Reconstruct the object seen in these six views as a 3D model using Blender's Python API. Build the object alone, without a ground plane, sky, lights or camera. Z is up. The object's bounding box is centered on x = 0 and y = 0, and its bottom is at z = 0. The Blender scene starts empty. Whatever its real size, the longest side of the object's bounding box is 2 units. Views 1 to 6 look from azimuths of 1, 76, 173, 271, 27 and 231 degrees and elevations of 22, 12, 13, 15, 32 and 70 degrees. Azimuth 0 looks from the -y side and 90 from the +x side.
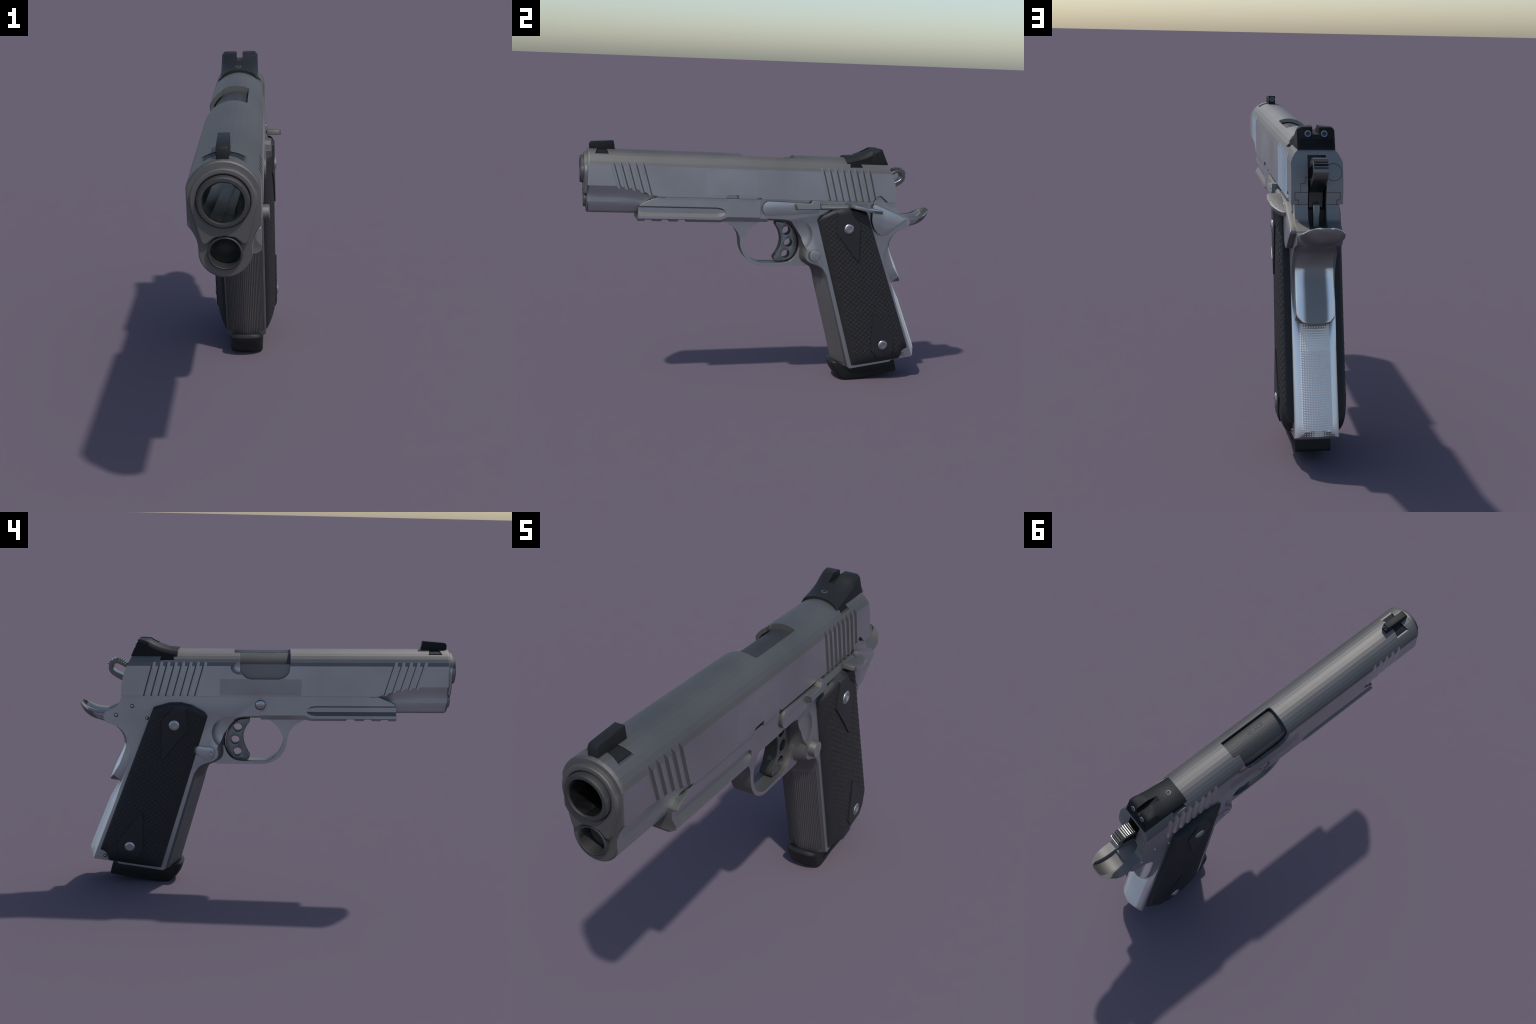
"""A satin steel service pistol standing on the heel of its magazine.

Everything is modelled in the gun's own frame (x sideways, l along the slide
towards the rear, h upwards), then pitched by a small angle into the world.
W() takes points given in world (y, z) and returns them in (l, h)."""
import bpy, bmesh, math
from mathutils import Vector, Matrix
from math import sin, cos, pi, sqrt, radians

TH = radians(1.31)
CT, ST = cos(TH), sin(TH)
CX = -0.0125


def W(*pts):
    return [(y * CT - z * ST, y * ST + z * CT) for y, z in pts]


def W1(y, z):
    return W((y, z))[0]


# ---------------------------------------------------------------- materials
def node(nt, kind, **kw):
    n = nt.nodes.new(kind)
    for k, v in kw.items():
        setattr(n, k, v)
    return n


def math_n(nt, op, a, b=None, c=None):
    n = node(nt, 'ShaderNodeMath', operation=op)
    for i, v in enumerate((a, b, c)):
        if v is None:
            continue
        if isinstance(v, (int, float)):
            n.inputs[i].default_value = v
        else:
            nt.links.new(v, n.inputs[i])
    return n.outputs[0]


def material(name, base, metallic=1.0, rough=0.38, var=0.06, bevel=0.0016,
             noise_scale=4.0, grain=0.0, patches=False, spec=0.5, flank=None):
    m = bpy.data.materials.new(name)
    m.use_nodes = True
    nt = m.node_tree
    bs = nt.nodes['Principled BSDF']
    bs.inputs['Metallic'].default_value = metallic
    bs.inputs['Specular IOR Level'].default_value = spec
    tc = node(nt, 'ShaderNodeTexCoord')
    nz = node(nt, 'ShaderNodeTexNoise')
    nz.inputs['Scale'].default_value = noise_scale
    nz.inputs['Detail'].default_value = 4
    nt.links.new(tc.outputs['Object'], nz.inputs['Vector'])
    ramp = node(nt, 'ShaderNodeValToRGB')
    ramp.color_ramp.elements[0].position = 0.3
    ramp.color_ramp.elements[1].position = 0.7
    ramp.color_ramp.elements[0].color = [c * (1 - var) for c in base] + [1]
    ramp.color_ramp.elements[1].color = [c * (1 + var) for c in base] + [1]
    nt.links.new(nz.outputs['Fac'], ramp.inputs['Fac'])
    col = ramp.outputs['Color']
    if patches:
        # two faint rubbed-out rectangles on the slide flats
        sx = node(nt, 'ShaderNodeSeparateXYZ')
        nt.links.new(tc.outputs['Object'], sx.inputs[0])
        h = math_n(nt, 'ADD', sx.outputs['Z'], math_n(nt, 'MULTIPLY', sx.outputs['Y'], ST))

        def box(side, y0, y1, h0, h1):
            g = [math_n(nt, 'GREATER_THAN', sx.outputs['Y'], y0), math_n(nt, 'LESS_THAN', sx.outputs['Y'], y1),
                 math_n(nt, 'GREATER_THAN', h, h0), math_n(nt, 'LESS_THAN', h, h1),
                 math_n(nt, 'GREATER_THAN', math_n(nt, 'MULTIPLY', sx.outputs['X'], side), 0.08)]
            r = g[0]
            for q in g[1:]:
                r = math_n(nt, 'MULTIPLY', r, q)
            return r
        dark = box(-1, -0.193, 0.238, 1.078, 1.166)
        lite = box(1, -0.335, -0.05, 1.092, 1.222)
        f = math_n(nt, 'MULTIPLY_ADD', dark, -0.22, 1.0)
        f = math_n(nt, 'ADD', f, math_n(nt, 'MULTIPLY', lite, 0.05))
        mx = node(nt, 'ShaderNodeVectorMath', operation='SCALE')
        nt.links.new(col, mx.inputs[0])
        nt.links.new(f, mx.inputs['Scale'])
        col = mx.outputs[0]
    dull = None
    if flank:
        # shading put into the colour by normal: flanks stay light, faces
        # looking up, forward or back are darkened; slanted rearward walls get a painted horizon glint
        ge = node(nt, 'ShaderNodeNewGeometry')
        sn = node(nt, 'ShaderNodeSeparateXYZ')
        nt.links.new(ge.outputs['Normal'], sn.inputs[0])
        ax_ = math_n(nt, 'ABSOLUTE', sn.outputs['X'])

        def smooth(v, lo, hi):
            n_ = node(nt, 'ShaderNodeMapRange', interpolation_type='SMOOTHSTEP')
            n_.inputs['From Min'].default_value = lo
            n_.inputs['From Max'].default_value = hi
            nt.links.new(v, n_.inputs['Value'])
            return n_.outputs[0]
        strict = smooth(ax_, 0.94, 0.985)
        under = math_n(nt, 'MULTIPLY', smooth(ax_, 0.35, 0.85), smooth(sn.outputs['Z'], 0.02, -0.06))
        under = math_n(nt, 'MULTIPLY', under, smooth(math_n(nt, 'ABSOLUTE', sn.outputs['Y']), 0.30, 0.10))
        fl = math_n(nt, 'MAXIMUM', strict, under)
        glint_ = smooth(math_n(nt, 'MULTIPLY', ax_, sn.outputs['Y']), 0.17, 0.30)
        glint_ = math_n(nt, 'MULTIPLY', glint_, smooth(sn.outputs['Z'], 0.0, 0.12))
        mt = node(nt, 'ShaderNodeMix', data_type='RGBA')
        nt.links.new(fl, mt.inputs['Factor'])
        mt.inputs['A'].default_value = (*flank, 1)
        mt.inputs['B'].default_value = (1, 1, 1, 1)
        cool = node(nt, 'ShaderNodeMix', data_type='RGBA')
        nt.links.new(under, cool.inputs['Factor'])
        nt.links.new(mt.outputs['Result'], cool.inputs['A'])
        cool.inputs['B'].default_value = (0.93, 1.04, 1.0, 1)  # undersides tinted cooler to offset the purple ground reflection
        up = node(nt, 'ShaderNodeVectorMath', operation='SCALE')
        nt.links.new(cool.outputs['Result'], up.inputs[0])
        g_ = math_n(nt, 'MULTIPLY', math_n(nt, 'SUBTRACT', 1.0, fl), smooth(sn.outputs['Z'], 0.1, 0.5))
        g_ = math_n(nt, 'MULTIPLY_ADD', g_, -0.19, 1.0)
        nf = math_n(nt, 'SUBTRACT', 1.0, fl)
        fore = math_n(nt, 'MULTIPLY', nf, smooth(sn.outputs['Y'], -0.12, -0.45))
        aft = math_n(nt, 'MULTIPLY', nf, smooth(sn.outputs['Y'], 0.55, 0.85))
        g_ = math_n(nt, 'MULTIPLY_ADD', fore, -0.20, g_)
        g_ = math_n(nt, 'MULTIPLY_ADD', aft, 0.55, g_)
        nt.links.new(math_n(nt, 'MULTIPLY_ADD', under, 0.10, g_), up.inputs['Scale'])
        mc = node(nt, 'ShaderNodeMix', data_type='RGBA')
        nt.links.new(glint_, mc.inputs['Factor'])
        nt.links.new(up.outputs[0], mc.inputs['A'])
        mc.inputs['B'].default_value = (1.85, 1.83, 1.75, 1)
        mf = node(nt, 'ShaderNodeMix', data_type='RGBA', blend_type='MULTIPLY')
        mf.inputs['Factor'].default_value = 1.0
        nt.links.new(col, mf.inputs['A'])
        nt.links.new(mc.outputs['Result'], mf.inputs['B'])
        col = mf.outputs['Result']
        dull = math_n(nt, 'SUBTRACT', 1.0, math_n(nt, 'MAXIMUM', fl, glint_))
    nt.links.new(col, bs.inputs['Base Color'])
    mr = node(nt, 'ShaderNodeMapRange')
    mr.inputs['To Min'].default_value = rough - 0.05
    mr.inputs['To Max'].default_value = rough + 0.05
    nt.links.new(nz.outputs['Fac'], mr.inputs['Value'])
    ro = mr.outputs[0]
    if dull:
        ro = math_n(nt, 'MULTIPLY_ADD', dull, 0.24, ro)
    nt.links.new(ro, bs.inputs['Roughness'])
    nrm = None
    if bevel:
        bv = node(nt, 'ShaderNodeBevel', samples=4)
        bv.inputs['Radius'].default_value = bevel
        nrm = bv.outputs[0]
    if grain:
        gz = node(nt, 'ShaderNodeTexNoise')
        gz.inputs['Scale'].default_value = 220
        nt.links.new(tc.outputs['Object'], gz.inputs['Vector'])
        bp = node(nt, 'ShaderNodeBump')
        bp.inputs['Strength'].default_value = grain
        bp.inputs['Distance'].default_value = 0.002
        nt.links.new(gz.outputs['Fac'], bp.inputs['Height'])
        if nrm:
            nt.links.new(nrm, bp.inputs['Normal'])
        nrm = bp.outputs[0]
    if nrm:
        nt.links.new(nrm, bs.inputs['Normal'])
    return m


STEEL = (0.50, 0.505, 0.52)
SHADE_TINT = (0.45, 0.435, 0.41)
M_SLIDE = material('satin_slide_steel', STEEL, rough=0.41, patches=True, flank=SHADE_TINT)
M_FRAME = material('satin_frame_steel', STEEL, rough=0.41, flank=SHADE_TINT)
M_STRAP = material('ribbed_strap_steel', (0.25, 0.245, 0.24), rough=0.55, bevel=0)  # base darkened to the dim tone of the forward-facing strap
M_CHECK = material('bright_checkered_steel', (0.96, 0.92, 0.84), metallic=0.25, rough=0.35, bevel=0)  # near-white warm base paints in the strong highlight on the backstrap
M_POLISH = material('bright_steel', (0.46, 0.465, 0.475), rough=0.36)
M_SCREW = material('screw_steel', (0.46, 0.465, 0.475), rough=0.36, bevel=0)
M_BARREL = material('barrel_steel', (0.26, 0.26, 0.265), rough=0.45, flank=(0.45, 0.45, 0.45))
M_TRIG = material('trigger_steel', (0.24, 0.245, 0.245), rough=0.45, flank=SHADE_TINT)
M_HAMMER = material('hammer_steel', (0.20, 0.20, 0.195), rough=0.38, bevel=0.001)
M_SIGHT = material('black_sight', (0.013, 0.014, 0.015), metallic=0.0, rough=0.55, var=0.1, spec=0.18)
M_RING = material('sight_dot_ring', (0.30, 0.32, 0.36), metallic=0.3, rough=0.4, bevel=0)
M_LENS = material('sight_dot_lens', (0.03, 0.035, 0.035), metallic=0.0, rough=0.25, bevel=0)
M_GRIP = material('black_grip_composite', (0.0145, 0.0145, 0.0155), metallic=0.0, rough=0.62, var=0.12,
                  bevel=0, grain=0.15, noise_scale=25)
M_PLATE = material('black_grip_plate', (0.016, 0.0165, 0.018), metallic=0.0, rough=0.5, var=0.06, bevel=0.002)
M_POLY = material('black_magazine_polymer', (0.010, 0.011, 0.011), metallic=0.0, rough=0.5, var=0.1, bevel=0.002, spec=0.3)
M_DARK = material('dark_recess', (0.02, 0.02, 0.022), metallic=0.5, rough=0.5, bevel=0)


# ---------------------------------------------------------------- mesh tools
def mesh_obj(bm, name='tmp'):
    bmesh.ops.recalc_face_normals(bm, faces=bm.faces)
    me = bpy.data.meshes.new(name)
    bm.to_mesh(me)
    bm.free()
    ob = bpy.data.objects.new(name, me)
    bpy.context.scene.collection.objects.link(ob)
    return ob


def loft(rings, cap=True):
    """Skin closed rings of (x, l, h) points that all have the same count."""
    bm = bmesh.new()
    vs = [[bm.verts.new(p) for p in r] for r in rings]
    n = len(rings[0])
    for a, b in zip(vs, vs[1:]):
        for i in range(n):
            j = (i + 1) % n
            bm.faces.new((a[i], a[j], b[j], b[i]))
    if cap:
        bm.faces.new(vs[0][::-1])
        bm.faces.new(vs[-1])
    return mesh_obj(bm)


def prism(poly, x0, x1):
    """Side-view outline (l, h) pushed out between two x planes."""
    return loft([[(x0, l, h) for l, h in poly], [(x1, l, h) for l, h in poly]])


def prism_l(poly, l0, l1):
    """Front-view outline (x, h) pushed out along the slide."""
    return loft([[(x, l0, h) for x, h in poly], [(x, l1, h) for x, h in poly]])


def box(x0, x1, l0, l1, h0, h1):
    return prism([(l0, h0), (l1, h0), (l1, h1), (l0, h1)], x0, x1)


def lathe(origin, axis, prof, n=32, phase=0.0):
    """Solid of revolution; prof is a list of (distance along axis, radius)."""
    o, a = Vector(origin), Vector(axis).normalized()
    t = Vector((0, 0, 1)) if abs(a.z) < 0.9 else Vector((1, 0, 0))
    u = a.cross(t).normalized()
    v = a.cross(u)
    rings = []
    for d, r in prof:
        rings.append([tuple(o + a * d + (u * cos(2 * pi * i / n + phase) + v * sin(2 * pi * i / n + phase)) * max(r, 1e-4))
                      for i in range(n)])
    return loft(rings)


def tube(origin, axis, prof, n=32, phase=0.0):
    """Ring-shaped solid of revolution: closed (distance, radius) profile."""
    o, a = Vector(origin), Vector(axis).normalized()
    t = Vector((0, 0, 1)) if abs(a.z) < 0.9 else Vector((1, 0, 0))
    u = a.cross(t).normalized()
    v = a.cross(u)
    bm = bmesh.new()
    vs = []
    for i in range(n):
        c = u * cos(2 * pi * i / n + phase) + v * sin(2 * pi * i / n + phase)
        vs.append([bm.verts.new(o + a * d + c * r) for d, r in prof])
    k = len(prof)
    for i in range(n):
        p, q = vs[i], vs[(i + 1) % n]
        for j in range(k):
            m = (j + 1) % k
            bm.faces.new((p[j], p[m], q[m], q[j]))
    return mesh_obj(bm)


def ball(c, rx, rl, rh, n=3):
    bm = bmesh.new()
    bmesh.ops.create_icosphere(bm, subdivisions=n, radius=1.0,
                               matrix=Matrix.Translation(c) @ Matrix.Diagonal((rx, rl, rh, 1)))
    return mesh_obj(bm)


def kill(ob):
    me = ob.data
    bpy.data.objects.remove(ob, do_unlink=True)
    if me.users == 0:
        bpy.data.meshes.remove(me)


def join(obs):
    bm = bmesh.new()
    for o in obs:
        bm.from_mesh(o.data)
        kill(o)
    return mesh_obj(bm)


def bake(ob):
    """Apply the modifier stack."""
    dg = bpy.context.evaluated_depsgraph_get()
    me = bpy.data.meshes.new_from_object(ob.evaluated_get(dg))
    old = ob.data
    ob.modifiers.clear()
    ob.data = me
    bpy.data.meshes.remove(old)
    return ob


def boolean(ob, others, op='DIFFERENCE'):
    for o in others:
        md = ob.modifiers.new('b', 'BOOLEAN')
        md.operation = op
        md.solver = 'EXACT'
        md.object = o
        bake(ob)
        kill(o)
    return ob


def chamfer(ob, w, seg=2, ang=30):
    md = ob.modifiers.new('v', 'BEVEL')
    md.width = w
    md.segments = seg
    md.limit_method = 'ANGLE'
    md.angle_limit = radians(ang)
    md.harden_normals = False
    return bake(ob)


TOP = bpy.data.objects.new('pistol', None)
bpy.context.scene.collection.objects.link(TOP)
TOP['label'] = 'satin grey steel semi-automatic pistol with black checkered grips'
TOP['category'] = 'handgun'


def finish(ob, name, mat, parent=None, sharp=32, kind=None):
    """Pitch into the world, name, shade and parent a part."""
    me = ob.data
    for v in me.vertices:
        x, l, h = v.co
        v.co = (CX + x, l * CT + h * ST, -l * ST + h * CT)
    me.name = name
    ob.name = name
    me.materials.clear()
    me.materials.append(mat)
    for p in me.polygons:
        p.use_smooth = True
        p.material_index = 0
    me.set_sharp_from_angle(angle=radians(sharp))
    ob.parent = parent or TOP
    if kind:
        ob['kind'] = kind
    return ob


def lerp(a, b, t):
    return a + (b - a) * t


def sliced(outer, inner, half, n=14, power=2.0, rear_power=None, split=None):
    """Body whose side outline swells from `outer` (at x = +-half) to `inner`
    (on the middle plane) along an ellipse."""
    rings = []
    for i in range(n + 1):
        x = half * cos(pi * i / n)
        b = max(0.0, 1 - abs(x / half) ** power) ** (1 / power)
        c = max(0.0, 1 - abs(x / half) ** rear_power) ** (1 / rear_power) if rear_power else b
        rings.append([(x, lerp(o[0], q[0], b if not split or k < split else c), lerp(o[1], q[1], b if not split or k < split else c))
                      for k, (o, q) in enumerate(zip(outer, inner))])
    return loft(rings)


# ==================================================================== SLIDE
HALF = 0.104
ARC_R, ARC_C = 0.1085, 1.203
SH = ARC_C + sqrt(ARC_R ** 2 - HALF ** 2)
TUBE_R, TUBE_H = 0.0765, 1.0445
BOT = 1.0735
BORE = 1.200


def slide_ring(l, hb, flat=False, shrink=1.0):
    a_max = math.asin(HALF / ARC_R)
    half = [(ARC_R * sin(a_max * i / 7), ARC_C + ARC_R * cos(a_max * i / 7)) for i in range(8)]
    half.append((HALF, hb))
    he = max(hb - 0.066, 1.028)
    xe = sqrt(TUBE_R ** 2 - min(0, he - TUBE_H) ** 2)
    for k in range(1, 7):
        t = k / 6
        half.append((lerp(HALF, xe, 1 - (1 - t) ** 2), lerp(hb, he, t)))
    a0 = math.acos(max(-1, min(1, xe / TUBE_R)))
    for k in range(1, 15):
        a = lerp(a0, pi / 2, k / 14)
        half.append((TUBE_R * cos(a), TUBE_H - TUBE_R * sin(a)))
    if flat:
        half = [(x, h if i < 8 else BOT) for i, (x, h) in enumerate(half)]
    pts = half[:-1] + [(0.0, half[-1][1])] + [(-x, h) for x, h in half[-2:0:-1]]
    hc = 1.15
    return [(x * shrink, l, hc + (h - hc) * shrink) for x, h in pts]


edge = [(-0.984, 1.1247), (-0.845, 1.1247), (-0.797, 1.1194), (-0.741, 1.112), (-0.707, 1.1024),
        (-0.675, 1.0902), (-0.651, 1.0827), (-0.620, 1.0750), (-0.613, BOT), (-0.580, BOT)]
rings = [slide_ring(-0.9935, 1.1247, shrink=0.962), slide_ring(-0.990, 1.1247, shrink=0.985)]
rings += [slide_ring(l, hb) for l, hb in edge]
rings += [slide_ring(-0.578, BOT, flat=True), slide_ring(0.80, BOT, flat=True)]
slide = loft(rings)

# curved rear end
rear = W((0.690, 1.300), (0.704, 1.270), (0.728, 1.220), (0.743, 1.186), (0.752, 1.155), (0.759, 1.120),
         (0.7615, 1.087), (0.761, 1.040))
cut = prism(rear + [(0.9, 1.0), (0.9, 1.4), (0.66, 1.4)], -0.2, 0.2)
boolean(slide, [cut])


def groove(side, l_top, h_top, slope, h_bot, wide):
    """Slanted trapezoid cutter for one cocking serration."""
    rings = []
    for x, a, w in ((HALF - 0.0085, wide / 2 - 0.0036, wide / 2 - 0.0062), (HALF, wide / 2, wide / 2), (HALF + 0.02, wide / 2 + 0.0085, wide / 2 + 0.0146)):
        p = [(l_top - a, h_top), (l_top + w, h_top),
             (l_top + w + slope * (h_bot - h_top), h_bot), (l_top - a + slope * (h_bot - h_top), h_bot)]
        rings.append([(side * x, l, h) for l, h in p])
    return loft(rings)


cuts = []
for side in (-1, 1):
    cuts += [groove(side, -0.717 - 0.0389 * k, 1.270, -0.295, 1.04, 0.0225) for k in range(5)]
    cuts += [groove(side, 0.5517 - 0.0387 * k, 1.270, -0.297, 1.05, 0.0225) for k in range(8)]
boolean(slide, [join(cuts)])

# dovetails for the two sights, firing-pin slot, ejection port and its cavity
fd = W((-0.925, 1.3105), (-0.853, 1.309), (-0.868, 1.350), (-0.900, 1.350))
rd = W((0.481, 1.251), (0.557, 1.250), (0.546, 1.275), (0.546, 1.29), (0.488, 1.29), (0.488, 1.275))
boolean(slide, [prism(fd, -0.15, 0.15), prism(rd, -0.15, 0.15)])
boolean(slide, [box(-0.037, 0.037, 0.60, 0.85, 1.0, 1.262)])


def hood_section(g=0.0):
    r = 0.0895 + g
    xs = 0.0800 + g
    a = math.asin(xs / r)
    top = [(r * sin(lerp(-a, a, i / 14)), BORE + r * cos(lerp(-a, a, i / 14))) for i in range(15)]
    return top + [(xs, 1.115 - g), (-xs, 1.115 - g)]


boolean(slide, [prism_l(hood_section(0.0050), -0.182, 0.1385)])
port = W((0.136, 1.42), (0.136, 1.285), (0.132, 1.202), (0.118, 1.183), (0.098, 1.168), (0.075, 1.1625),
         (-0.073, 1.166), (-0.097, 1.173), (-0.115, 1.187), (-0.127, 1.205), (-0.130, 1.237), (-0.130, 1.42))
boolean(slide, [prism(port, -0.2, -0.04)])
lp, rp = W1(-0.129, 1.3)[0], 0.1385
plan = [(-0.054, lp), (-0.054, rp - 0.006), (-0.048, rp), (0.0485, rp), (0.0485, lp + 0.012), (0.045, lp + 0.004), (0.037, lp)]
boolean(slide, [loft([[(x, l, 1.235) for x, l in plan], [(x, l, 1.40) for x, l in plan]])])
l0, h0 = W1(0.128, 1.226)
boolean(slide, [ball((-0.128, l0, h0), 0.036, 0.075, 0.056)])
# slide-stop notch, small relief and safety notch on the left lower edge
notch = W((-0.225, 1.06), (-0.222, 1.087), (-0.214, 1.0955), (-0.157, 1.0965), (-0.151, 1.06))
small = W((-0.054, 1.05), (-0.052, 1.079), (-0.045, 1.083), (-0.032, 1.083), (-0.025, 1.078), (-0.024, 1.05))
safe = W((0.618, 1.050), (0.650, 1.090), (0.658, 1.0945), (0.668, 1.0945), (0.676, 1.089), (0.722, 1.050))
boolean(slide, [prism(notch, 0.088, 0.2), prism(small, 0.088, 0.2), prism(safe, 0.085, 0.2)])

# muzzle counterbore and recoil-plug tunnel
boolean(slide, [lathe((0, -1.05, TUBE_H + 0.003), (0, 1, 0), [(0, 0.0485), (0.30, 0.0485)], 40)])

boolean(slide, [lathe((0, -1.05, BORE), (0, 1, 0), [(0, 0.0650), (0.42, 0.0650)], 40)])

# engraved seams on the rear face: firing-pin stop and extractor
strip_in = [(l - 0.004, h) for l, h in rear]
strip = strip_in + [(l + 0.03, h) for l, h in rear[::-1]]
lines = []


def seam(x0, z0, x1, z1, w=0.0011):
    lines.append(box(min(x0, x1) - w, max(x0, x1) + w, 0.6, 0.85, min(z0, z1) + 0.0172 - w, max(z0, z1) + 0.0172 + w))


for pts in (((0.035, 1.104), (0.089, 1.104), (0.089, 1.074), (0.074, 1.074), (0.074, 1.05)),
            ((0.066, 1.108), (0.066, 1.139), (0.048, 1.139), (0.048, 1.162), (0.035, 1.162)),
            ((-0.035, 1.104), (-0.0915, 1.104), (-0.0915, 1.074), (-0.078, 1.074), (-0.078, 1.05))):
    for a, b in zip(pts, pts[1:]):
        seam(*a, *b)
ring = tube((-0.066, 0.6, 1.198), (0, 1, 0), [(0, 0.0315), (0.2, 0.0315), (0.2, 0.0335), (0, 0.0335)], 40)
for ln in lines + [ring]:
    boolean(ln, [prism(strip, -0.2, 0.2)], 'INTERSECT')
    boolean(slide, [ln])
SLIDE = finish(slide, 'slide', M_SLIDE, sharp=8)

# ------------------------------------------------------------- muzzle parts
bush = [(0.0925 * sin(radians(a)), BORE + 0.0925 * cos(radians(a))) for a in range(-104, 105, 8)]
bush += [(0.0675, 1.088), (0.064, 1.078), (0.056, 1.0735), (0.047, 1.078), (0.03, 1.093), (0.0, 1.099),
         (-0.03, 1.093), (-0.047, 1.078), (-0.056, 1.0735), (-0.064, 1.078), (-0.0675, 1.088)]
b = prism_l(bush, -0.96, -1.0105)
boolean(b, [lathe((0, -1.1, BORE), (0, 1, 0), [(0, 0.0752), (0.3, 0.0752)], 48)])
chamfer(b, 0.0045, 2, 40)
finish(b, 'barrel_bushing', M_SLIDE, SLIDE, sharp=16)

bm_prof = [(0.0, 0.0600), (0.0, 0.0690), (0.0045, 0.0730), (0.010, 0.0737), (0.30, 0.0735), (0.30, 0.0575), (0.010, 0.0575), (0.002, 0.0585)]
b = tube((0, -1.0285, BORE), (0, 1, 0), bm_prof, 32)
BARREL = finish(b, 'barrel', M_BARREL, sharp=25)
# rifled bore: twelve-sided liner with a slow twist, closed at the far end
rings = []
for k in range(13):
    l = -1.0225 + 0.030 * k
    n = 11
    rings.append([(0.0572 * cos(2 * pi * i / n + 0.035 * k), l, BORE + 0.0572 * sin(2 * pi * i / n + 0.035 * k)) for i in range(n)])
bm = bmesh.new()
vs = [[bm.verts.new(p) for p in r] for r in rings]
for a, c in zip(vs, vs[1:]):
    for i in range(11):
        j = (i + 1) % 11
        bm.faces.new((a[i], a[j], c[j], c[i]))
bm.faces.new(vs[-1])
bmesh.ops.solidify(bm, geom=bm.faces[:], thickness=0.001)
finish(mesh_obj(bm), 'rifled_bore', material('bore_steel', (0.80, 0.82, 0.83), rough=0.25, bevel=0), BARREL, sharp=10)  # base lightened to carry the bright reflection inside the bore

b = loft([[(x, l, h) for x, h in hood_section(s)] for l, s in ((-0.20, 0), (-0.168, 0), (0.145, 0))])
HOOD = finish(b, 'barrel_hood', M_BARREL, BARREL, sharp=5)

b = tube((0, -1.009, TUBE_H + 0.003), (0, 1, 0),
         [(0, 0.0455), (0.003, 0.0495), (0.06, 0.0497), (0.06, 0.043), (0.006, 0.043), (0.001, 0.0437)], 40)
PLUG = finish(b, 'recoil_spring_plug', M_BARREL, SLIDE)
b = lathe((0, -0.962, TUBE_H + 0.003), (0, 1, 0), [(0.03, 0.001), (0.028, 0.015), (0.020, 0.03), (0.004, 0.0425), (0.04, 0.0425)], 32)
finish(b, 'recoil_guide_end', M_TRIG, SLIDE)


# ------------------------------------------------------------- lettering
def lettering(body, size, place, depth=0.002):
    cu = bpy.data.curves.new('t', 'FONT')
    cu.body = body
    cu.size = size
    cu.extrude = depth
    cu.resolution_u = 3
    ob = bpy.data.objects.new('t', cu)
    bpy.context.scene.collection.objects.link(ob)
    dg = bpy.context.evaluated_depsgraph_get()
    me = bpy.data.meshes.new_from_object(ob.evaluated_get(dg))
    bpy.data.objects.remove(ob, do_unlink=True)
    bpy.data.curves.remove(cu)
    for v in me.vertices:
        v.co = place(*v.co)
    out = bpy.data.objects.new('t', me)
    bpy.context.scene.collection.objects.link(out)
    return out


def on_hood(u, v, w):
    x = -0.004 + v
    return (x, 0.014 - u, BORE + sqrt(0.0895 ** 2 - x * x) + w * 0.5 - 0.0002)


t = lettering('.45 ACP', 0.0285, on_hood)
finish(t, 'caliber_marking', M_BARREL, BARREL, kind='stuff')

# ------------------------------------------------------------- front sight
post = W((-0.816, 1.318), (-0.8245, 1.375), (-0.938, 1.369), (-0.9465, 1.366), (-0.952, 1.357), (-0.9525, 1.318))
b = prism(post, -0.0172, 0.0172)
chamfer(b, 0.002, 2, 40)
FS = finish(b, 'front_sight', M_SIGHT, SLIDE)
base = W((-0.923, 1.309), (-0.855, 1.3075), (-0.8655, 1.333), (-0.902, 1.333))
rings = []
for x in (-0.056, -0.03, 0.0, 0.03, 0.056):
    top = ARC_C + sqrt(ARC_R ** 2 - x * x) - 0.002
    rings.append([(x, base[0][0], base[0][1]), (x, base[1][0], base[1][1]),
                  (x, lerp(base[1][0], base[2][0], (top - base[1][1]) / 0.0255), top),
                  (x, lerp(base[0][0], base[3][0], (top - base[0][1]) / 0.0255), top)])
finish(loft(rings), 'front_sight_base', M_SIGHT, FS)


def dot(x, y, z, ny, nz, r, parent):
    a = Vector((0, *W1(ny, nz)))
    o = Vector((x, *W1(y, z)))
    g = tube(o, a, [(-0.004, r), (0.0012, r), (0.0018, r - 0.0015), (0.0012, r - 0.0032), (-0.004, r - 0.0032)], 28)
    finish(g, 'sight_dot_ring', M_RING, parent)
    g = lathe(o, a, [(-0.003, r - 0.003), (0.0003, r - 0.003), (0.0008, r - 0.006)], 24)
    finish(g, 'sight_dot_lens', M_LENS, parent)


dot(0, -0.8218, 1.357, 0.99, 0.147, 0.0125, FS)

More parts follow.
